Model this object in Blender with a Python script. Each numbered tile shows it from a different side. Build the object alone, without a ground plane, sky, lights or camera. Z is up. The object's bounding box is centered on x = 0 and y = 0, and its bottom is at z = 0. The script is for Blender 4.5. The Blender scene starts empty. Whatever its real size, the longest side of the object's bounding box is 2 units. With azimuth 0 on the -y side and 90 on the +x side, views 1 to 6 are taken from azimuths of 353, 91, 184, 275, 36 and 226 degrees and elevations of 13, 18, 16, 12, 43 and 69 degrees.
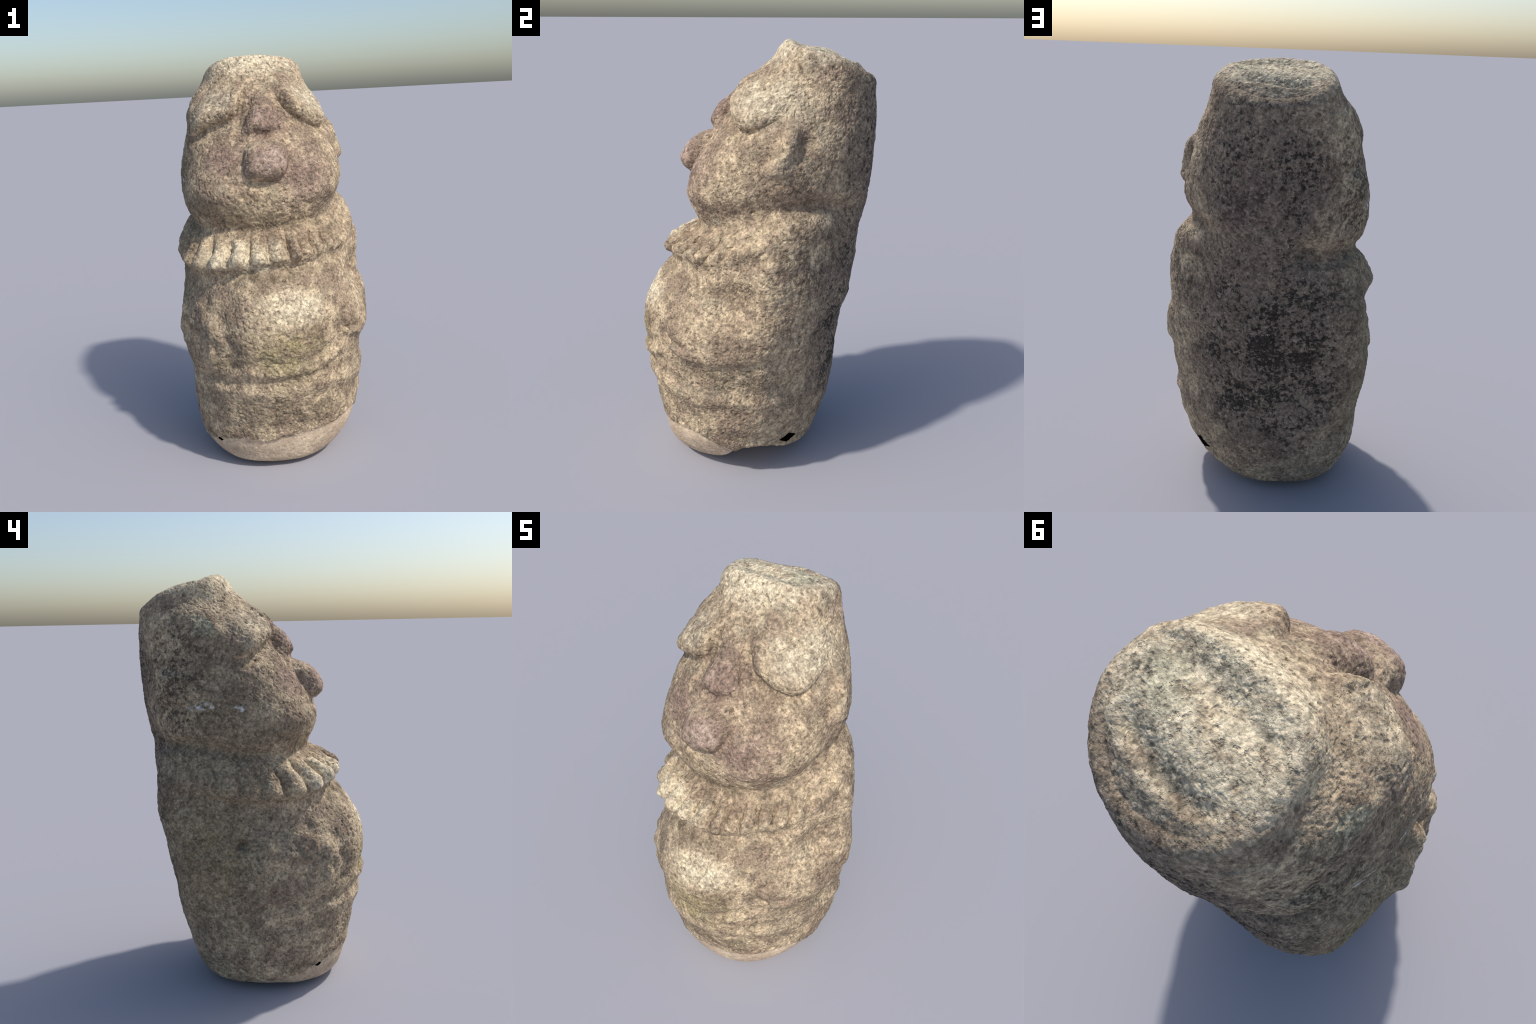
import math
import numpy as np

# ---------------------------------------------------------------- helpers
def spline(xs, ys):
    """smooth monotone-ish cubic (Catmull-Rom on uneven knots)"""
    xs = np.asarray(xs, float); ys = np.asarray(ys, float)
    o = np.argsort(xs); xs = xs[o]; ys = ys[o]
    d = np.diff(ys) / np.diff(xs)
    m = np.empty_like(ys); m[0] = d[0]; m[-1] = d[-1]
    h = np.diff(xs)
    m[1:-1] = (d[:-1] * h[1:] + d[1:] * h[:-1]) / (h[1:] + h[:-1])
    s = (d[:-1] * d[1:]) <= 0
    m[1:-1][s] *= 0.25
    def f(x):
        x = np.clip(np.asarray(x, float), xs[0], xs[-1])
        i = np.clip(np.searchsorted(xs, x) - 1, 0, len(xs) - 2)
        t = (x - xs[i]) / h[i]
        t2 = t * t; t3 = t2 * t
        return ((2*t3 - 3*t2 + 1) * ys[i] + (t3 - 2*t2 + t) * h[i] * m[i]
                + (-2*t3 + 3*t2) * ys[i+1] + (t3 - t2) * h[i] * m[i+1])
    return f

def ring(degs, vals):
    """periodic spline over azimuth in degrees"""
    d = list(degs); v = list(vals)
    dd = [a - 360 for a in d] + d + [a + 360 for a in d]
    f = spline(dd, v * 3)
    return lambda deg: f((np.asarray(deg) + 180) % 360 - 180)

def sstep(a, b, x):
    t = np.clip((x - a) / (b - a), 0, 1)
    return t * t * (3 - 2 * t)

def gauss(x, s):
    return np.exp(-0.5 * (x / s) ** 2)

def _hash(i, j, k, seed):
    n = (i.astype(np.uint32) * np.uint32(374761393) + j.astype(np.uint32) * np.uint32(668265263)
         + k.astype(np.uint32) * np.uint32(2147483647 - 1274126177) + np.uint32(seed * 974711 + 13))
    n = (n ^ (n >> np.uint32(13))) * np.uint32(1274126177)
    n = (n ^ (n >> np.uint32(16))) * np.uint32(2246822519)
    return ((n ^ (n >> np.uint32(15))) & np.uint32(0xFFFFFF)).astype(np.float32) / np.float32(0xFFFFFF)

def vnoise(P, scale, seed):
    """value noise in -1..1 on points P"""
    q = (P * scale + 100.0).astype(np.float64)
    i = np.floor(q).astype(np.int64); f = (q - i).astype(np.float32)
    f = f * f * f * (f * (f * 6 - 15) + 10)
    ix, iy, iz = i[..., 0], i[..., 1], i[..., 2]
    fx, fy, fz = f[..., 0], f[..., 1], f[..., 2]
    r = 0
    for dx in (0, 1):
        wx = fx if dx else 1 - fx
        for dy in (0, 1):
            wy = fy if dy else 1 - fy
            for dz in (0, 1):
                wz = fz if dz else 1 - fz
                r = r + wx * wy * wz * _hash(ix + dx, iy + dy, iz + dz, seed)
    return r * 2 - 1

# ---------------------------------------------------------------- the block
# horizontal stations: height, front y, back y, left x, right x,
#   y of the widest place, exponents of the four rounded quarters
#   (front-right, back-right, back-left, front-left)
STATIONS = [
    # z     front   back   left   right   yc    fr   br   bl   fl
    (-0.02, -0.37,  0.23, -0.31,  0.20, -0.05, 2.2, 1.9, 2.4, 2.4),
    (0.03,  -0.430, 0.265, -0.355, 0.28, -0.05, 2.2, 1.8, 2.4, 2.5),
    (0.10,  -0.462, 0.300, -0.402, 0.355, -0.04, 2.25, 1.70, 2.4, 2.55),
    (0.16,  -0.474, 0.322, -0.424, 0.392, -0.03, 2.25, 1.65, 2.4, 2.5),
    (0.25,  -0.486, 0.350, -0.436, 0.418, -0.02, 2.10, 1.62, 2.5, 2.45),
    (0.33,  -0.508, 0.372, -0.440, 0.440, 0.00, 2.00, 1.60, 2.6, 2.45),
    (0.41,  -0.526, 0.382, -0.442, 0.442, 0.02, 1.98, 1.58, 2.9, 2.4),
    (0.50,  -0.543, 0.386, -0.450, 0.446, 0.03, 1.88, 1.55, 3.2, 2.2),
    (0.60,  -0.556, 0.394, -0.468, 0.476, 0.03, 1.80, 1.52, 3.4, 2.0),
    (0.70,  -0.556, 0.412, -0.472, 0.484, 0.03, 1.72, 1.52, 3.5, 1.92),
    (0.80,  -0.533, 0.432, -0.456, 0.482, 0.03, 1.62, 1.52, 3.5, 1.92),
    (0.88,  -0.492, 0.455, -0.448, 0.480, 0.03, 1.60, 1.57, 3.4, 1.98),
    (0.95,  -0.440, 0.466, -0.445, 0.476, 0.04, 1.62, 1.60, 3.1, 2.05),
    (0.99,  -0.410, 0.474, -0.446, 0.470, 0.05, 1.65, 1.60, 2.8, 2.1),
    (1.03,  -0.408, 0.480, -0.456, 0.450, 0.06, 1.68, 1.58, 2.5, 2.15),
    (1.06,  -0.410, 0.484, -0.456, 0.440, 0.06, 1.70, 1.58, 2.3, 2.2),
    (1.10,  -0.370, 0.490, -0.447, 0.430, 0.08, 1.75, 1.6, 2.3, 2.2),
    (1.14,  -0.326, 0.495, -0.424, 0.405, 0.10, 1.85, 1.6, 2.3, 2.25),
    (1.18,  -0.280, 0.502, -0.401, 0.366, 0.12, 2.1, 1.62, 2.2, 2.4),
    (1.22,  -0.280, 0.510, -0.405, 0.358, 0.12, 2.2, 1.6, 2.1, 2.5),
    (1.27,  -0.303, 0.519, -0.420, 0.366, 0.12, 2.3, 1.75, 2.05, 2.6),
    (1.33,  -0.320, 0.528, -0.429, 0.382, 0.11, 2.35, 1.85, 2.0, 2.65),
    (1.40,  -0.307, 0.536, -0.430, 0.388, 0.11, 2.3, 1.85, 2.0, 2.45),
    (1.48,  -0.272, 0.543, -0.424, 0.382, 0.12, 2.25, 1.85, 2.0, 2.25),
    (1.56,  -0.220, 0.547, -0.405, 0.362, 0.14, 2.2, 1.88, 2.1, 2.2),
    (1.64,  -0.165, 0.549, -0.386, 0.338, 0.17, 2.1, 1.88, 2.15, 2.2),
    (1.72,  -0.115, 0.547, -0.372, 0.313, 0.20, 2.1, 1.88, 2.15, 2.15),
    (1.80,  -0.056, 0.542, -0.338, 0.278, 0.24, 2.1, 1.86, 2.15, 2.15),
    (1.87,  0.014,  0.536, -0.287, 0.252, 0.28, 2.2, 1.85, 2.2, 2.15),
    (1.93,  0.084,  0.528, -0.265, 0.236, 0.30, 2.6, 1.9, 2.6, 2.6),
    (2.06,  0.130,  0.517, -0.250, 0.226, 0.32, 3.0, 2.0, 2.8, 3.0),
]
_T = np.array(STATIONS)
FRONT, BACK, LEFT, RIGHT, CY, NFR, NBR, NBL, NFL = [spline(_T[:, 0], _T[:, k]) for k in range(1, 10)]
CX = spline([0, 0.6, 1.2, 1.6, 2.0], [-0.02, 0.0, 0.0, -0.02, -0.02])

# heights of the collar lip and of the neck crease round the figure (azimuth in degrees)
LIP = ring([-150, -120, -90, -58, -41, -25, -12, 0, 18, 29, 47, 62, 73, 83, 110, 150],
           [1.06, 1.06, 1.01, 0.995, 1.005, 1.028, 1.040, 1.045, 1.050, 1.058, 1.066, 1.085, 1.116, 1.150, 1.18, 1.10])
NECK = ring([-160, -136, -119, -100, -83, -54, -29, -8, 15, 43, 55, 69, 96, 115, 150],
            [1.20, 1.20, 1.225, 1.212, 1.19, 1.163, 1.170, 1.166, 1.185, 1.20, 1.225, 1.268, 1.30, 1.31, 1.25])

def canonical_height(deg, z):
    """undo the climb of collar and neck: lip to 1.045, neck crease to 1.18"""
    lip = LIP(deg); neck = NECK(deg)
    lo = 0.85 + (z - 0.85) * (1.045 - 0.85) / (lip - 0.85)
    mid = 1.045 + (z - lip) * (1.18 - 1.045) / (neck - lip)
    hi = 1.18 + (z - neck) * (1.45 - 1.18) / (1.45 - neck)
    w = np.where(z < lip, lo, np.where(z < neck, mid, hi))
    return np.where((z < 0.85) | (z > 1.45), z, w)

def section(phi, z):
    """radius of the block at azimuth phi (0 = front, + = towards +x) and height z"""
    s = np.sin(phi); c = np.cos(phi)
    deg = np.degrees(phi)
    w = canonical_height(deg, z)
    cx = CX(z); cy = CY(z)
    a = np.where(s > 0, RIGHT(w) - cx, cx - LEFT(w))
    b = np.where(c > 0, cy - FRONT(w), BACK(w) - cy)
    n = np.where(s > 0, np.where(c > 0, NFR(w), NBR(w)), np.where(c > 0, NFL(w), NBL(w)))
    return (np.abs(s / a) ** n + np.abs(c / b) ** n) ** (-1.0 / n)

# ---------------------------------------------------------------- carved features
BROW_R = spline([11, 16, 20.5, 29, 39, 52, 60, 70, 78, 86], [1.86, 1.80, 1.752, 1.710, 1.675, 1.648, 1.655, 1.680, 1.715, 1.76])
BROW_L = spline([-88, -80, -73, -66, -56, -47, -39, -30, -25, -20, -14], [1.74, 1.68, 1.628, 1.622, 1.649, 1.670, 1.685, 1.700, 1.722, 1.79, 1.87])
NOSE_RISE = spline([1.56, 1.59, 1.615, 1.63, 1.65, 1.70, 1.74, 1.78, 1.82, 1.86],
                   [0.0, 0.006, 0.016, 0.040, 0.048, 0.050, 0.040, 0.022, 0.008, 0.0])
NOSE_HALF = spline([1.60, 1.64, 1.70, 1.78, 1.85], [0.098, 0.104, 0.080, 0.050, 0.05])
PLEAT_EDGES = [-139, -125, -112, -98, -86, -73, -60, -46, -32.5, -19.5, -8.5, 4, 11.5, 20, 29.5, 39, 49, 60, 71]

def brow_mask(deg, z, side):
    """rounded lobe hanging over the eye: steep underneath, fading into the forehead"""
    f = BROW_R if side > 0 else BROW_L
    e = f(deg)
    slope = (f(deg + 1.0) - f(deg - 1.0)) / (2 * 0.0058)
    d = (z - e) / np.sqrt(1 + slope ** 2)
    m = np.sqrt(np.clip((d + 0.008) / 0.036, 0, 1)) * (1 - sstep(0.03, 0.16, d))
    m = np.where(d > -0.008, m, 0)
    a = deg * side
    return m * sstep(12, 20, a) * (1 - sstep(52, 84, a)) * (1 - sstep(1.79, 1.88, z)), d

def nose_mask(x, z):
    u = (x + 0.033 - 0.10 * (z - 1.66)) / NOSE_HALF(z)
    return np.sqrt(np.maximum(1 - np.minimum(np.abs(u), 1) ** 2.2, 0))

def mouth_mask(x, z):
    """rounded knob, squarish in outline"""
    u = np.abs(x + 0.040 - 0.12 * (z - 1.49)) / 0.108
    w = np.where(z > 1.495, (z - 1.495) / 0.100, (1.495 - z) / 0.092)
    return np.maximum(1 - (u ** 3.2 + w ** 2.8), 0) ** 0.8

def carve(x, y, z, deg):
    """height of the carved forms over the plain block, in metres along the normal"""
    front = sstep(95, 75, np.abs(deg))
    h = np.zeros_like(x)
    # brows, a shelf hanging over each eye
    for side, amp in ((1, 0.040), (-1, 0.041)):
        m, e = brow_mask(deg, z, side)
        h += amp * m
        h -= (0.018 if side > 0 else 0.025) * gauss(e + 0.024, 0.016) * sstep(13, 24, deg * side) * (1 - sstep(58, 78, deg * side)) * (1 - sstep(1.74, 1.82, z))
    # hollow between the brows
    h -= 0.004 * gauss(x + 0.02, 0.06) * gauss(z - 1.80, 0.035) * front
    h += nose_mask(x, z) * NOSE_RISE(z) * (front > 0)
    # creases at the sides of the nose
    h -= 0.012 * gauss(x + 0.105, 0.020) * gauss(z - 1.745, 0.035) * front + 0.012 * gauss(x - 0.068, 0.020) * gauss(z - 1.765, 0.035) * front
    h -= 0.016 * gauss(x + 0.128, 0.018) * sstep(1.60, 1.64, z) * (1 - sstep(1.72, 1.78, z)) * front
    h += 0.074 * mouth_mask(x, z) * (front > 0)
    h -= 0.005 * gauss(x + 0.155 + 0.10 * (z - 1.45), 0.016) * sstep(1.36, 1.43, z) * (1 - sstep(1.53, 1.57, z)) * front
    h -= 0.006 * gauss(x + 0.175 + 0.5 * (z - 1.36), 0.014) * gauss(z - 1.36, 0.04) * front
    h -= 0.012 * gauss(x + 0.06, 0.09) * gauss(z - 1.39, 0.018) * front
    h -= 0.008 * gauss(x - 0.075, 0.02) * gauss(z - 1.46, 0.05) * front
    # cheeks
    for cx, cz, amp in ((-0.28, 1.34, 0.012), (0.22, 1.42, 0.013)):
        h += amp * gauss(x - cx, 0.075) * gauss(z - cz, 0.075) * front
    # ears: right one a hooked ridge with a hollow behind, left one a worn pad
    right = (x > 0.1) * 1.0
    yr = np.interp(z, [1.46, 1.50, 1.56, 1.62, 1.68], [0.105, 0.10, 0.135, 0.155, 0.165])
    lobe = gauss(y - yr, 0.026 + 0.012 * gauss(z - 1.49, 0.03)) * sstep(1.44, 1.485, z) * (1 - sstep(1.62, 1.70, z))
    h += right * 0.036 * lobe
    h -= right * 0.012 * gauss(y - yr - 0.07, 0.025) * gauss(z - 1.575, 0.05)
    h -= right * 0.010 * gauss(y - yr + 0.055, 0.025) * gauss(z - 1.57, 0.06)
    left = (x < -0.1) * 1.0
    h += left * 0.018 * gauss(y - 0.325, 0.05) * sstep(1.39, 1.45, z) * (1 - sstep(1.53, 1.58, z))
    # pleats of the collar
    lip = LIP(deg); neck = NECK(deg)
    u = (z - lip) / (neck - lip)
    e = np.array(PLEAT_EDGES, float)
    k = np.clip(np.searchsorted(e, deg) - 1, 0, len(e) - 2)
    t = np.clip((deg - e[k]) / (e[k + 1] - e[k]), 0, 1)
    dip = np.array([.8, .8, .8, .9, .8, 1, 1.1, 1.2, 1.1, 1, .85, 1.1, .5, 1, .8, .9, .7, .6])[k]
    round_ = dip * np.sin(np.pi * t) ** 0.75
    strength = np.interp(deg, [-140, -128, -95, -75, -60, -30, 10, 40, 60, 72], [0, .35, .55, .8, 1, 1, 1, .9, .7, 0])
    band = sstep(-0.12, 0.12, u) * (1 - sstep(0.45, 0.95, u))
    h += strength * band * 0.042 * (round_ - 0.70)
    lipness = sstep(-150, -105, deg) * (1 - sstep(70, 95, deg))
    h += lipness * 0.018 * gauss(u - 0.12, 0.15) - lipness * 0.009 * gauss(u + 0.32, 0.15)
    h -= 0.010 * gauss(z - neck - 0.006, 0.018) * lipness * (1 - sstep(35, 55, deg)) + 0.014 * gauss(z - neck, 0.022) * sstep(-165, -135, deg) * (1 - sstep(-75, -50, deg))
    # nostrils
    for nx in (-0.075, 0.025):
        h -= 0.012 * gauss(x - nx, 0.014) * gauss(z - 1.628, 0.010) * front
    h -= 0.05 * gauss(x + 0.19, 0.06) * gauss(z - 1.23, 0.06) * (y > 0.2)
    # flattened shoulder corners of the block
    h += 0.022 * gauss(deg + 132, 11) * gauss(z - 0.92, 0.13)
    h -= 0.018 * gauss(deg - 56, 12) * gauss(z - 0.89, 0.06) + 0.040 * gauss(deg - 76, 8) * gauss(z - 0.875, 0.06) + 0.036 * gauss(deg - 72, 10) * gauss(z - 0.955, 0.045)
    h += 0.020 * gauss(deg + 128, 9) * gauss(z - 1.0, 0.07) - 0.026 * gauss(deg + 128, 11) * gauss(z - 0.32, 0.05)
    h += 0.020 * gauss(deg - 115, 7) * gauss(z - 0.88, 0.10)
    h -= 0.016 * gauss(deg - 134, 13) * gauss(z - 1.12, 0.10) + 0.012 * gauss(deg - 138, 8) * gauss(z - 1.43, 0.08)
    # hard vertical edge of the flat slab back
    slab = np.exp(-np.abs(deg - np.interp(z, [0.4, 1.0, 1.5, 1.85], [150, 152, 157, 156]) - 3 * vnoise(np.stack([z * 0, z * 0, z], -1), 7, 33)) / 8)
    h += 0.013 * slab * sstep(1.02, 1.25, z) * (1 - sstep(1.62, 1.80, z)) + 0.006 * slab * sstep(0.3, 0.5, z) * (1 - sstep(1.0, 1.25, z))
    h -= 0.012 * gauss(deg + 148, 11) * gauss(z - 1.52, 0.13)
    h += 0.016 * gauss(deg + 122, 9) * gauss(z - 0.62, 0.16)
    h += 0.018 * gauss(deg + 22, 11) * gauss(z - 0.78, 0.14)
    # right forearm, drawn across the side to a hand resting on the belly
    ft = np.interp(deg, [30, 39, 53, 69, 84, 100], [0.775, 0.785, 0.785, 0.805, 0.826, 0.84])
    fb = np.interp(deg, [30, 40, 48, 62, 73, 80, 92, 100, 120], [0.665, 0.64, 0.60, 0.612, 0.628, 0.645, 0.668, 0.69, 0.71])
    arm = sstep(fb - 0.022, fb + 0.026, z) * (1 - sstep(ft - 0.03, ft + 0.05, z))
    h += 0.016 * arm * sstep(31, 40, deg) * (1 - sstep(95, 120, deg))
    h -= 0.010 * gauss(z - fb + 0.045, 0.032) * sstep(40, 55, deg) * (1 - sstep(92, 118, deg))
    slit = np.interp(deg, [30, 36, 46], [0.715, 0.680, 0.668])
    h -= 0.012 * gauss(z - slit, 0.012) * sstep(28, 33, deg) * (1 - sstep(43, 49, deg))
    h += 0.012 * gauss(z - slit + 0.028, 0.015) * sstep(30, 36, deg) * (1 - sstep(44, 54, deg))
    h += 0.012 * gauss(deg - 38, 5) * gauss(z - 0.735, 0.03)
    h -= 0.008 * gauss(deg - 28, 4) * gauss(z - 0.74, 0.06)
    # left arm, broken and lumpy, with a crease between it and the belly
    am = sstep(-92, -76, deg) * (1 - sstep(-40, -30, deg)) * sstep(0.44, 0.52, z) * (1 - sstep(0.76, 0.86, z))
    h += 0.016 * am
    h -= 0.012 * gauss(deg - np.interp(z, [0.5, 0.56, 0.65, 0.76, 0.85], [-23, -25, -31, -33, -36]) - 5 * vnoise(np.stack([z * 0, z * 0, z], -1), 14, 31), 3.0) * sstep(0.48, 0.56, z) * (1 - sstep(0.78, 0.86, z))
    h += 0.014 * gauss(deg + 46, 7) * gauss(z - 0.745, 0.04) + 0.010 * gauss(deg + 42, 6) * gauss(z - 0.60, 0.04)
    h += 0.012 * gauss(deg + 74, 6) * gauss(z - 0.70, 0.06)
    h -= 0.034 * gauss(deg + 89, 2.2) * gauss(z - 0.772, 0.015)
    h -= 0.010 * gauss(z - 0.90, 0.045) * sstep(-105, -85, deg) * (1 - sstep(-40, -22, deg))
    h -= 0.010 * gauss(deg + 86, 4) * gauss(z - 0.70, 0.08)
    # folds under the belly
    fz1 = np.interp(deg, [-45, -35, -23, -7, 10, 20, 27, 36, 45], [0.47, 0.50, 0.535, 0.535, 0.550, 0.572, 0.595, 0.615, 0.62])
    f1 = sstep(-42, -27, deg) * (1 - sstep(24, 40, deg))
    h += f1 * (0.010 * gauss(z - fz1, 0.018) - 0.011 * gauss(z - fz1 - 0.045, 0.022) - 0.008 * gauss(z - fz1 + 0.045, 0.02))
    fz2 = np.interp(deg, [-70, -41, -24, -8, 17, 26, 38, 54, 72, 93, 110], [0.43, 0.435, 0.43, 0.425, 0.445, 0.455, 0.43, 0.40, 0.435, 0.423, 0.41])
    f2 = sstep(-80, -60, deg) * (1 - sstep(88, 115, deg)) * np.interp(deg, [-60, -40, -20, 10, 22, 60], [1, 1, .6, .5, 1, 1])
    h += f2 * (0.013 * gauss(z - fz2, 0.022) - (0.006 - 0.010 * sstep(-20, -40, deg)) * gauss(z - fz2 + 0.07, 0.03))
    h += f2 * 0.004 * gauss(z - fz2 + 0.15, 0.02)
    # hollow beside the base, and the ledge of the once buried foot
    h -= 0.012 * gauss(deg - 52, 7) * gauss(z - 0.27, 0.04)
    bl = base_line(deg)
    h -= 0.008 * sstep(0.012, -0.012, z - bl) * sstep(-75, -45, deg) * (1 - sstep(75, 100, deg))
    # ledge on the lower back
    h += 0.014 * gauss(z - 0.82, 0.03) * gauss(x, 0.15) * (y > 0.2)
    return h

BASE_LINE = ring([-150, -90, -60, -46, -32, -12, 0, 26, 42, 56, 70, 87, 110, 150],
                 [0.04, 0.05, 0.10, 0.145, 0.172, 0.165, 0.185, 0.207, 0.222, 0.215, 0.18, 0.13, 0.09, 0.05])
def base_line(deg):
    return BASE_LINE(deg)

def crown_relief(x, y):
    """troughs and swells on the flat crown"""
    back = np.interp(x, [-0.2, -0.13, -0.04, 0.09, 0.16], [0.40, 0.425, 0.418, 0.39, 0.35])
    h = -0.026 * gauss(y - back, 0.020) * sstep(-0.21, -0.14, x) * (1 - sstep(0.08, 0.15, x))
    h += 0.012 * gauss(y - back - 0.06, 0.03)
    ft = np.interp(x, [-0.2, 0.0, 0.12], [0.235, 0.222, 0.205])
    h += -0.009 * gauss(y - ft, 0.020) * sstep(-0.24, -0.15, x) * (1 - sstep(0.10, 0.17, x))
    h += 0.010 * gauss(y - 0.32, 0.05) * gauss(x, 0.12)
    h += 0.004 * gauss(y - 0.15, 0.03)
    return h

def roughness(P, deg):
    """weathered granite: lumps, chips, grain and pits"""
    x, y, z = P[..., 0], P[..., 1], P[..., 2]
    h = 0.0048 * vnoise(P, 8, 1) + 0.0026 * vnoise(P, 21, 2)
    g = vnoise(P, 48, 3); f = vnoise(P, 95, 4); p = vnoise(P, 70, 5)
    h = h + 0.0018 * g + 0.0014 * f
    h = h - 0.0040 * sstep(0.42, 0.78, p)
    h = h + 0.0012 * vnoise(P, 190, 6)
    arm = sstep(-88, -72, deg) * (1 - sstep(-38, -29, deg)) * sstep(0.42, 0.5, z) * (1 - sstep(0.8, 0.9, z))
    h = h + arm * 0.010 * (vnoise(P * np.array([1, 1, 0.7]), 26, 7) + 0.5 * vnoise(P, 14, 8))
    k = np.where(z < base_line(deg), 0.35, 1.0) * np.where(z > top_plane(x, y) - 0.03, 0.65, 1.0)
    return h * k

def top_plane(x, y):
    """the sloping flat crown: high at the front edge, falling to the back"""
    t = y - 0.14
    return 1.990 - 0.20 * t - 0.72 * np.maximum(t - 0.12, 0) ** 2 - 0.035 * np.maximum(x, 0) - 0.02 * np.maximum(-x, 0)

def bottom_plane(x, y):
    """the underside rises towards the back right"""
    return (0.004 + 0.155 * sstep(-0.20, -0.05, y) * sstep(0.05, 0.30, x) * (1 - 0.5 * sstep(0.02, 0.2, y)) + 0.03 * sstep(0.1, 0.3, y)
            + 0.02 * sstep(-0.2, -0.34, x) * sstep(-0.25, -0.15, y))

def surface(nphi, nz, ntop, nbot, stage='full'):
    phi = np.linspace(-np.pi, np.pi, nphi, endpoint=False)[None, :]
    # top and bottom edge heights per azimuth
    zt = np.full_like(phi, 1.95); zb = np.full_like(phi, 0.03)
    for _ in range(12):
        for zz, fn in ((zt, top_plane), (zb, bottom_plane)):
            r = section(phi, zz)
            x = CX(zz) + r * np.sin(phi); y = CY(zz) - r * np.cos(phi)
            zz[:] = 0.5 * zz + 0.5 * fn(x, y)
    RT = 0.038; RB = 0.030; q = max(nz // 40, 4)
    bt = np.linspace(0, np.pi / 2, q + 1)[1:, None]
    mid = np.linspace(0, 1, nz - 2 * q)[:, None]
    z = np.concatenate([zb + RB * (1 - np.sin(bt[::-1])), zb + RB + (zt - RT - zb - RB) * mid,
                        zt - RT * (1 - np.sin(bt))], 0)
    inset = np.concatenate([RB * (1 - np.cos(bt[::-1])) + 0 * zb, 0 * zb + 0 * mid, RT * (1 - np.cos(bt)) + 0 * zt], 0)
    r = section(phi, z) - inset
    P = np.stack([CX(z) + r * np.sin(phi), CY(z) - r * np.cos(phi), z], -1)
    # caps
    def cap(edge, n, fn):
        c = edge.mean(0)
        k = np.linspace(1, 0, n + 1)[1:-1][:, None, None]
        q = c + (edge - c) * k
        q[..., 2] = fn(q[..., 0], q[..., 1])
        e0 = edge[..., 2] - fn(edge[..., 0], edge[..., 1])
        q[..., 2] += e0 * k[..., 0] ** 6
        return q
    top = cap(P[-1], ntop, top_plane)
    bot = cap(P[0], nbot, bottom_plane)[::-1]
    P = np.concatenate([bot, P, top], 0)
    if stage == 'block':
        return P, nbot - 1, nz, None
    k0, k1 = nbot - 1, nbot - 1 + nz
    deg = np.degrees(np.broadcast_to(phi, P.shape[:2]))
    N = grid_normals(P)
    x, y, z = P[..., 0].copy(), P[..., 1].copy(), P[..., 2].copy()
    h = carve(x, y, z, deg)
    edge = np.ones_like(x)
    edge[k1:] = 0; edge[:k0] = 0
    edge[k0:k1] *= sstep(0.0, 0.06, zt - z[k0:k1])
    h = h * edge
    # carved forms of the face push forward along a softened direction
    D = N.copy(); D[..., 2] *= np.where((z > 1.25) & (z < 1.9), 0.3, 1.0)
    D /= np.linalg.norm(D, axis=-1, keepdims=True)
    P = P + D * h[..., None]
    w = np.zeros_like(x)
    w[k1:] = sstep(0.0, 1.0, np.linspace(0, 5, ntop - 1))[:, None]
    P[..., 2] += crown_relief(x, y) * np.where(z > 1.8, sstep(0.0, 0.012, z - top_plane(x, y) + 0.012), 0)
    Q = P.copy()
    N2 = grid_normals(P)
    P = P + N2 * roughness(P, deg)[..., None]
    P[..., 2] -= P[..., 2].min()
    return P, k0, nz, (deg, x, y, z)

def grid_normals(P):
    du = np.roll(P, -1, 1) - np.roll(P, 1, 1)
    dv = np.gradient(P, axis=0)
    n = np.cross(du, dv)
    l = np.linalg.norm(n, axis=-1, keepdims=True)
    n = n / np.maximum(l, 1e-12)
    return n
# ==== BLENDER BUILD
import bpy

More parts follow.
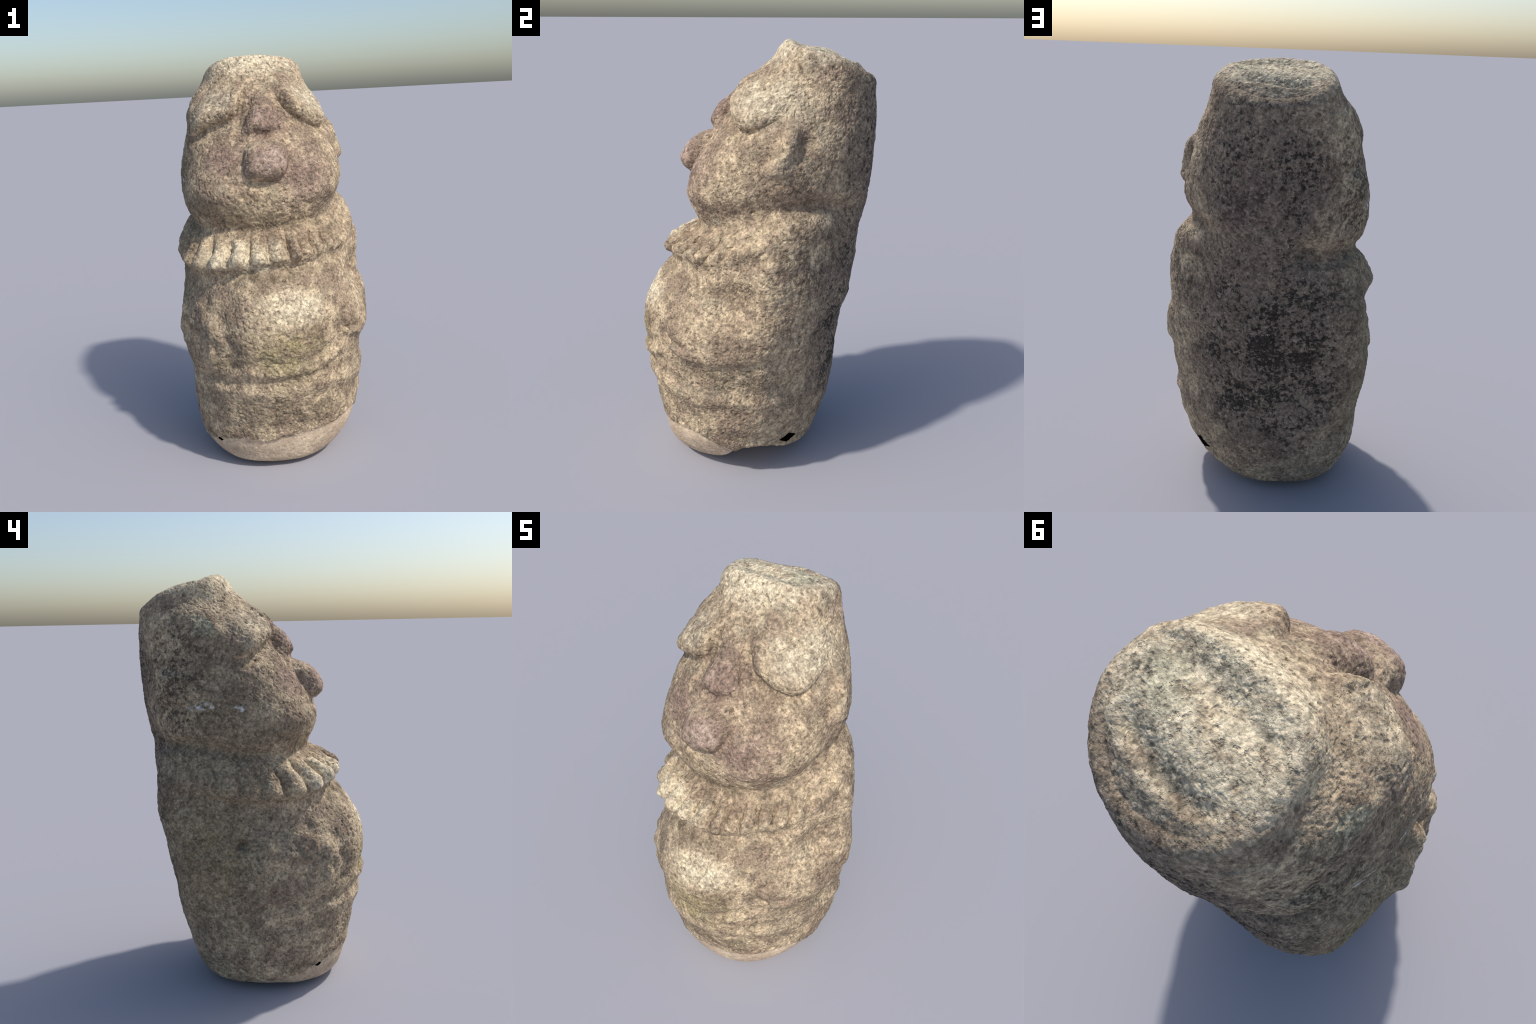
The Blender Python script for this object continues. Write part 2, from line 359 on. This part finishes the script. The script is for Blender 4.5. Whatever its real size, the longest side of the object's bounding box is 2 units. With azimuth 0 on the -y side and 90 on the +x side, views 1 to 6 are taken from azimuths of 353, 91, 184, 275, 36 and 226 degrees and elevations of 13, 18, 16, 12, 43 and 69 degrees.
# ---------------------------------------------------------------- parts
def classify(deg, x, y, z, P):
    """name of the carved part for every grid point (pre-relief coordinates)"""
    jit = 0.010 * vnoise(P, 18, 21) + 0.004 * vnoise(P, 60, 22)
    part = np.full(x.shape, 'torso', dtype=object)
    lip = LIP(deg); neck = NECK(deg)
    u = (z - lip) / (neck - lip)
    part[z > neck] = 'head'
    col = (u > -0.12) & (u <= 1.0) & (deg > -140) & (deg < 112)
    part[col] = 'collar'
    e = np.array(PLEAT_EDGES, float)
    k = np.clip(np.searchsorted(e, deg) - 1, 0, len(e) - 2)
    pl = col & (u < 0.86) & (deg > e[0]) & (deg < e[-1])
    part[pl] = np.char.add('pleat_', k[pl].astype(str)).astype(object)
    front = np.abs(deg) < 95
    part[(z > top_plane(x, y) - 0.085)] = 'crown'
    for side, nm in ((1, 'brow_0'), (-1, 'brow_1')):
        m, d = brow_mask(deg, z, side)
        part[(m > 0.25) & (d < 0.12) & (z < 1.86) & front] = nm
    part[(nose_mask(x, z) > 0.25) & (z > 1.60) & (z < 1.78) & front] = 'nose'
    part[(mouth_mask(x, z) > 0.15) & front] = 'mouth'
    yr = np.interp(z, [1.46, 1.50, 1.56, 1.62, 1.68], [0.105, 0.10, 0.135, 0.155, 0.165])
    part[(x > 0.1) & (np.abs(y - yr) < 0.045) & (z > 1.455) & (z < 1.67)] = 'ear_0'
    part[(x < -0.1) & (np.abs(y - 0.325) < 0.065) & (z > 1.41) & (z < 1.57)] = 'ear_1'
    ft = np.interp(deg, [30, 39, 53, 69, 84, 100], [0.775, 0.785, 0.785, 0.805, 0.826, 0.84])
    fb = np.interp(deg, [30, 40, 48, 62, 73, 80, 92, 100, 120], [0.665, 0.64, 0.60, 0.612, 0.628, 0.645, 0.668, 0.69, 0.71])
    part[(deg > 46) & (deg < 112) & (z > fb) & (z < ft + 0.02)] = 'arm_0'
    part[(deg > 31) & (deg <= 46) & (z > fb) & (z < ft + 0.02)] = 'hand_0'
    part[(deg > -88) & (deg < -33) & (z > 0.46) & (z < 0.82)] = 'arm_1'
    part[z < base_line(deg) + jit] = 'base'
    return part

P, nb, nz, info = surface(920, 820, 110, 50)
deg, X0, Y0, Z0 = info
R, N, _ = P.shape
VN = grid_normals(P)
part = classify(deg, X0, Y0, Z0, P)

idx = np.arange(R * N).reshape(R, N)
nxt = np.roll(idx, -1, 1)
quads = np.stack([idx[:-1], nxt[:-1], nxt[1:], idx[1:]], -1).reshape(-1, 4)
qpart = part[:-1].reshape(-1)
verts = np.concatenate([P.reshape(-1, 3), [P[-1].mean(0)], [P[0].mean(0)]])
norms = np.concatenate([VN.reshape(-1, 3), [[0, 0, 1]], [[0, 0, -1]]])
top_i, bot_i = R * N, R * N + 1
fan_top = np.stack([idx[-1], nxt[-1], np.full(N, top_i)], -1)
fan_bot = np.stack([nxt[0], idx[0], np.full(N, bot_i)], -1)

# two small scan holes above the foot, faces left out; no break in stone
cq = verts[quads].mean(1)
def scan_hole(c, sx, sz, tilt):
    d = cq - np.array(c)
    t = np.array([-c[1], c[0], 0.0]) / math.hypot(c[0], c[1])
    a = d @ t; b = d[:, 2] - tilt * a
    return (np.abs(a / sx) + np.abs(b / sz) < 1) & ((d ** 2).sum(1) < 0.02)
keep = ~(scan_hole((0.295, 0.158, 0.168), 0.055, 0.032, -0.1) | scan_hole((-0.343, -0.328, 0.136), 0.022, 0.014, 0.1))

# ---------------------------------------------------------------- materials
class Tree:
    def __init__(self, name):
        self.mat = bpy.data.materials.new(name); self.mat.use_nodes = True
        self.t = self.mat.node_tree
        self.bsdf = self.t.nodes['Principled BSDF']
        self.co = self.node('ShaderNodeTexCoord').outputs['Object']
    def node(self, kind, **kw):
        n = self.t.nodes.new(kind)
        for k, v in kw.items():
            setattr(n, k, v)
        return n
    def link(self, a, b):
        self.t.links.new(a, b)
    def put(self, sock, v):
        if hasattr(v, 'is_linked') or isinstance(v, bpy.types.NodeSocket):
            self.link(v, sock)
        else:
            sock.default_value = v
    def noise(self, scale, detail=3.0, rough=0.55, co=None, w=0.0):
        n = self.node('ShaderNodeTexNoise', noise_dimensions='4D')
        self.link(co or self.co, n.inputs['Vector'])
        n.inputs['Scale'].default_value = scale; n.inputs['Detail'].default_value = detail
        n.inputs['Roughness'].default_value = rough; n.inputs['W'].default_value = w
        return n.outputs['Fac']
    def ramp(self, v, a, b, lo=0.0, hi=1.0):
        n = self.node('ShaderNodeMapRange', interpolation_type='SMOOTHSTEP')
        self.put(n.inputs[0], v)
        for i, x in enumerate((a, b, lo, hi)):
            n.inputs[1 + i].default_value = x
        return n.outputs[0]
    def math(self, op, a, b=0.0):
        n = self.node('ShaderNodeMath', operation=op)
        self.put(n.inputs[0], a); self.put(n.inputs[1], b)
        return n.outputs[0]
    def mix(self, fac, a, b, mode='MIX'):
        n = self.node('ShaderNodeMix', data_type='RGBA', blend_type=mode)
        self.put(n.inputs[0], fac)
        for s_, v in ((n.inputs[6], a), (n.inputs[7], b)):
            if isinstance(v, tuple):
                s_.default_value = (*v, 1.0)
            else:
                self.link(v, s_)
        return n.outputs[2]
    def tone(self, v):
        n = self.node('ShaderNodeCombineColor')
        for k in range(3):
            self.link(v, n.inputs[k])
        return n.outputs[0]
    def blob(self, center, radii, soft=0.5, co=None):
        """1 inside an ellipsoid of stone, fading to 0 at its border"""
        m = self.node('ShaderNodeVectorMath', operation='SUBTRACT')
        self.link(co or self.warp, m.inputs[0]); m.inputs[1].default_value = center
        d = self.node('ShaderNodeVectorMath', operation='DIVIDE')
        self.link(m.outputs[0], d.inputs[0]); d.inputs[1].default_value = radii
        l = self.node('ShaderNodeVectorMath', operation='LENGTH')
        self.link(d.outputs[0], l.inputs[0])
        return self.ramp(l.outputs['Value'], 1.0, 1.0 - soft)
    def make_warp(self, scale, amount):
        n = self.node('ShaderNodeTexNoise'); self.link(self.co, n.inputs['Vector'])
        n.inputs['Scale'].default_value = scale; n.inputs['Detail'].default_value = 4
        s_ = self.node('ShaderNodeVectorMath', operation='SUBTRACT')
        self.link(n.outputs['Color'], s_.inputs[0]); s_.inputs[1].default_value = (0.5, 0.5, 0.5)
        k = self.node('ShaderNodeVectorMath', operation='SCALE')
        self.link(s_.outputs[0], k.inputs[0]); k.inputs['Scale'].default_value = amount
        a = self.node('ShaderNodeVectorMath', operation='ADD')
        self.link(self.co, a.inputs[0]); self.link(k.outputs[0], a.inputs[1])
        self.warp = a.outputs[0]

def mx(t, *vals):
    r = vals[0]
    for v in vals[1:]:
        r = t.math('MAXIMUM', r, v)
    return r

def granite(name, fresh=False):
    t = Tree(name)
    t.make_warp(9.0, 0.16)
    tan = (0.545, 0.425, 0.278); brown = (0.285, 0.211, 0.145)
    if fresh:
        tan = (0.60, 0.475, 0.340); brown = (0.50, 0.385, 0.275)
    c = t.mix(t.ramp(t.noise(6.5, 6, 0.62), 0.42, 0.60), tan, brown)
    if not fresh:
        # warm and cool mineral patches
        c = t.mix(t.math('MULTIPLY', t.ramp(t.noise(17, 5, 0.62, w=15.0), 0.46, 0.66), 0.6), c, (0.250, 0.182, 0.126))
        c = t.mix(t.math('MULTIPLY', t.ramp(t.noise(11, 4, 0.6, w=3.1), 0.50, 0.68), 0.55), c, (0.36, 0.262, 0.190))
        c = t.mix(t.math('MULTIPLY', t.ramp(t.noise(8, 4, 0.6, w=7.7), 0.52, 0.70), 0.5), c, (0.33, 0.295, 0.210))
        # rosy stone round nose, mouth and the right cheek
        rose = mx(t, t.blob((-0.03, -0.20, 1.68), (0.20, 0.20, 0.20), 0.8), t.blob((-0.04, -0.32, 1.50), (0.20, 0.16, 0.14), 0.8),
                  t.blob((0.15, -0.25, 1.42), (0.22, 0.20, 0.20), 0.8), t.blob((-0.22, -0.20, 1.50), (0.18, 0.16, 0.14), 0.9))
        c = t.mix(t.math('MULTIPLY', t.math('MULTIPLY', rose, t.ramp(t.noise(20, 4, 0.6, w=12.0), 0.15, 0.55)), 0.85), c, (0.262, 0.178, 0.142))
        # purple-brown stain, doubling as painted shade in hollows beside and under the nose
        stain_shade = mx(t, t.blob((-0.115, -0.10, 1.70), (0.05, 0.12, 0.12), 0.8), t.blob((0.085, -0.09, 1.73), (0.05, 0.12, 0.09), 0.8),
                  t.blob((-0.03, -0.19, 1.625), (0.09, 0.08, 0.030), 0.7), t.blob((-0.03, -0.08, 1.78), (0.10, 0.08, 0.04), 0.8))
        stain_shade = t.math('MULTIPLY', stain_shade, t.ramp(t.noise(26, 4, 0.62, w=13.0), 0.30, 0.60))
        c = t.mix(t.math('MULTIPLY', stain_shade, 0.75), c, (0.120, 0.080, 0.066))
        # pale pink highlight painted on the mouth front and nose tip
        highlight = mx(t, t.blob((-0.03, -0.35, 1.50), (0.12, 0.10, 0.075), 0.7), t.math('MULTIPLY', t.blob((-0.05, -0.20, 1.70), (0.05, 0.06, 0.05), 0.8), 0.7))
        c = t.mix(t.math('MULTIPLY', highlight, 0.7), c, (0.46, 0.345, 0.275))
        # mossy film on belly, chin and left flank
        moss = mx(t, t.blob((0.0, -0.55, 0.62), (0.36, 0.22, 0.20), 0.9),
                  t.math('MULTIPLY', t.blob((-0.16, -0.24, 1.27), (0.30, 0.20, 0.10), 0.9), 0.45), t.blob((-0.45, 0.15, 0.72), (0.20, 0.22, 0.32), 0.8))
        moss = t.math('MULTIPLY', moss, t.ramp(t.noise(14, 4, 0.6, w=1.2), 0.30, 0.62))
        c = t.mix(t.math('MULTIPLY', moss, 0.75), c, (0.350, 0.290, 0.145))
        # olive-brown growth plus painted crease shade at neck, under collar, forearms and belly
        growth_shade = mx(t, t.blob((0.0, -0.27, 1.19), (0.36, 0.14, 0.055), 0.8), t.blob((-0.05, -0.40, 0.965), (0.36, 0.18, 0.05), 0.8),
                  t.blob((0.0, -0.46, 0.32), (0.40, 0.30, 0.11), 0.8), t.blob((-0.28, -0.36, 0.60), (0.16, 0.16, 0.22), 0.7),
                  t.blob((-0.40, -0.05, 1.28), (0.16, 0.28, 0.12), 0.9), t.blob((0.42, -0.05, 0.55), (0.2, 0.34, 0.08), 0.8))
        growth_shade = t.math('MULTIPLY', growth_shade, t.ramp(t.noise(22, 4, 0.62, w=11.0), 0.32, 0.60))
        c = t.mix(t.math('MULTIPLY', growth_shade, 0.7), c, (0.190, 0.152, 0.098))
        # pale crown, right brow, collar front, upper belly; sunlit highlight painted into the tone
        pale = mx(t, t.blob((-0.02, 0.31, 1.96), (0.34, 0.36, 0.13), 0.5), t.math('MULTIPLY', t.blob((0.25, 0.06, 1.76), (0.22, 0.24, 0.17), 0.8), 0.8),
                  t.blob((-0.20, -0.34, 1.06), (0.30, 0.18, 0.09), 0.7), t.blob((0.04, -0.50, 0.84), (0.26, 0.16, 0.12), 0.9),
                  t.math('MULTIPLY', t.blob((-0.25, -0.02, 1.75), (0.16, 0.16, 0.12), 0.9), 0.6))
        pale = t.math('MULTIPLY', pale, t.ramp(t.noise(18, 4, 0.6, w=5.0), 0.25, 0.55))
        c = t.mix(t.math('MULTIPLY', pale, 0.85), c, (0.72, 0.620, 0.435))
        # lime stains and grey-green lichen discs on the left side
        lich = mx(t, t.blob((-0.345, 0.20, 1.76), (0.07, 0.075, 0.062), 0.35), t.blob((-0.44, 0.27, 0.93), (0.05, 0.035, 0.035), 0.4),
                  t.blob((0.10, 0.28, 1.97), (0.09, 0.09, 0.08), 0.6), t.blob((-0.42, 0.12, 1.10), (0.1, 0.12, 0.06), 0.9))
        c = t.mix(t.math('MULTIPLY', lich, 0.6), c, (0.42, 0.40, 0.275))
        rust = mx(t, t.blob((0.27, -0.30, 1.09), (0.022, 0.03, 0.035), 0.8), t.blob((0.30, 0.20, 1.66), (0.05, 0.03, 0.02), 0.8),
                  t.blob((0.20, -0.20, 1.46), (0.05, 0.06, 0.03), 0.9))
        c = t.mix(t.math('MULTIPLY', rust, 0.6), c, (0.50, 0.31, 0.10))
        # darker brown back and flanks, with black lichen spots
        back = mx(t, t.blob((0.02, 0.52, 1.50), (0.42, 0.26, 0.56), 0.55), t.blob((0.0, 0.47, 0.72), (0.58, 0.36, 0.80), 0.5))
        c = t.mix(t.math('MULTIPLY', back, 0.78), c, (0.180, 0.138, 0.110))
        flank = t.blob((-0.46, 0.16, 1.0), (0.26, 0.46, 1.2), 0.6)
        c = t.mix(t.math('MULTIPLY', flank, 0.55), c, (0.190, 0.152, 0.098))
        side = mx(t, back, t.math('MULTIPLY', t.blob((-0.35, 0.32, 1.50), (0.22, 0.26, 0.48), 0.7), 0.8),
                  t.math('MULTIPLY', t.blob((0.34, 0.24, 0.9), (0.22, 0.26, 0.8), 0.8), 0.6))
        heavy = mx(t, t.blob((-0.06, 0.46, 0.78), (0.20, 0.2, 0.36), 0.8), t.blob((0.12, 0.42, 0.55), (0.16, 0.2, 0.16), 0.8))
        lv = t.math('ADD', t.noise(44, 5, 0.68, w=9.0), t.math('MULTIPLY', t.math('SUBTRACT', t.noise(7, 3, 0.5, w=4.0), 0.5), 0.45))
        lv = t.math('ADD', lv, t.math('MULTIPLY', heavy, 0.085))
        spots = t.math('MULTIPLY', t.ramp(lv, 0.50, 0.59), side)
        c = t.mix(t.math('MULTIPLY', spots, 0.9), c, (0.026, 0.023, 0.020))
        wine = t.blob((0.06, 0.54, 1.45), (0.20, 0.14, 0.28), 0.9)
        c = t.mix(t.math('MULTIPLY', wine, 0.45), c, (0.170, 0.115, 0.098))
        lime = mx(t, t.blob((-0.42, 0.20, 1.40), (0.08, 0.085, 0.030), 0.7), t.blob((-0.42, 0.03, 1.42), (0.08, 0.05, 0.022), 0.7))
        lime = t.math('MULTIPLY', lime, t.ramp(t.noise(34, 4, 0.65, w=2.0), 0.42, 0.56))
        c = t.mix(t.math('MULTIPLY', lime, 0.9), c, (0.72, 0.72, 0.68))
        # dark spots in the crown hollows and by the left neck
        hollow_spots = mx(t, t.blob((-0.04, 0.415, 1.92), (0.16, 0.035, 0.06), 0.8), t.blob((0.03, 0.215, 1.97), (0.13, 0.03, 0.05), 0.9),
                  t.blob((0.155, 0.30, 1.95), (0.05, 0.06, 0.06), 0.9), t.blob((-0.16, 0.225, 1.97), (0.05, 0.035, 0.05), 0.9),
                  t.blob((-0.19, 0.47, 1.23), (0.10, 0.12, 0.05), 0.8))
        hollow_spots = t.math('MULTIPLY', hollow_spots, t.ramp(t.noise(42, 4, 0.6, w=6.0), 0.40, 0.58))
        c = t.mix(t.math('MULTIPLY', hollow_spots, 0.8), c, (0.085, 0.080, 0.068))
    # crystals: mottled grain, pale feldspar, dark mica, open pores
    amt = 0.45 if fresh else 1.0
    g1 = t.noise(95, 2.5, 0.6, w=0.5); g2 = t.noise(135, 2.5, 0.6, w=8.0); g3 = t.noise(62, 3, 0.65, w=2.4)
    g4 = t.noise(30, 5, 0.68, w=6.3)
    c = t.mix(1.0, c, t.tone(t.ramp(g4, 0.34, 0.68, 1 - 0.28 * amt, 1 + 0.26 * amt)), 'MULTIPLY')
    c = t.mix(1.0, c, t.tone(t.ramp(t.noise(85, 3, 0.62, w=1.7), 0.32, 0.68, 1 - 0.36 * amt, 1 + 0.36 * amt)), 'MULTIPLY')
    c = t.mix(t.math('MULTIPLY', t.ramp(g1, 0.54, 0.74), 0.50 * amt), c, t.mix(0.6, c, (0.88, 0.75, 0.54)))
    c = t.mix(t.math('MULTIPLY', t.ramp(g3, 0.54, 0.70), 0.62 * amt), c, (0.095, 0.070, 0.048))
    c = t.mix(t.math('MULTIPLY', t.ramp(g2, 0.57, 0.71), 0.60 * amt), c, (0.070, 0.053, 0.038))
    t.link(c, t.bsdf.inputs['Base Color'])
    t.bsdf.inputs['Roughness'].default_value = 0.92
    t.bsdf.inputs['Specular IOR Level'].default_value = 0.2
    hgt = t.math('SUBTRACT', t.noise(120, 4, 0.6, w=0.5), t.math('MULTIPLY', t.ramp(g3, 0.54, 0.70), 0.5))
    b = t.node('ShaderNodeBump'); b.inputs['Strength'].default_value = 0.3 if fresh else 0.8
    b.inputs['Distance'].default_value = 0.007
    t.link(hgt, b.inputs['Height']); t.link(b.outputs['Normal'], t.bsdf.inputs['Normal'])
    return t.mat

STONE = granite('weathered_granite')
FOOT = granite('fresh_granite', fresh=True)

# ---------------------------------------------------------------- objects
def new_mesh(name, quad, tri):
    loops = np.concatenate([quad.reshape(-1), tri.reshape(-1)]).astype(np.int64)
    used, inv = np.unique(loops, return_inverse=True)
    me = bpy.data.meshes.new(name)
    me.vertices.add(len(used)); me.vertices.foreach_set('co', verts[used].astype(np.float32).ravel())
    me.loops.add(len(loops)); me.loops.foreach_set('vertex_index', inv.astype(np.int32).ravel())
    nq, nt = len(quad), len(tri)
    start = np.concatenate([np.arange(nq) * 4, nq * 4 + np.arange(nt) * 3]).astype(np.int32)
    me.polygons.add(nq + nt); me.polygons.foreach_set('loop_start', start)
    me.update(calc_edges=True); me.validate()
    me.polygons.foreach_set('use_smooth', np.ones(nq + nt, dtype=bool))
    me.normals_split_custom_set_from_vertices(norms[used].tolist())
    return me

statue = bpy.data.objects.new('stone_statue', None)
bpy.context.collection.objects.link(statue)
statue['label'] = 'weathered granite figure with ruffled collar and drooping brows'
statue['category'] = 'stone statue'
made = {}
none4 = np.zeros((0, 4), np.int64); none3 = np.zeros((0, 3), np.int64)
order = [p for p in dict.fromkeys(qpart.tolist())]
order.sort(key=lambda p: (p.startswith('pleat'), p))
for p in order:
    sel = (qpart == p) & keep
    tri = none3
    if p == 'crown': tri = fan_top
    if p == 'base': tri = fan_bot
    kind = p.split('_')[0]
    me = new_mesh(kind, quads[sel], tri)
    ob = bpy.data.objects.new(kind, me)
    bpy.context.collection.objects.link(ob)
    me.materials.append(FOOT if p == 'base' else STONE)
    made[p] = ob
    if kind == 'pleat': ob.parent = made['collar']
    elif kind == 'hand': ob.parent = made['arm_0']
    elif kind in ('brow', 'nose', 'mouth', 'ear', 'crown') and 'head' in made: ob.parent = made['head']
    else: ob.parent = statue
for p, ob in made.items():
    if p.split('_')[0] in ('brow', 'nose', 'mouth', 'ear', 'crown'):
        ob.parent = made['head']
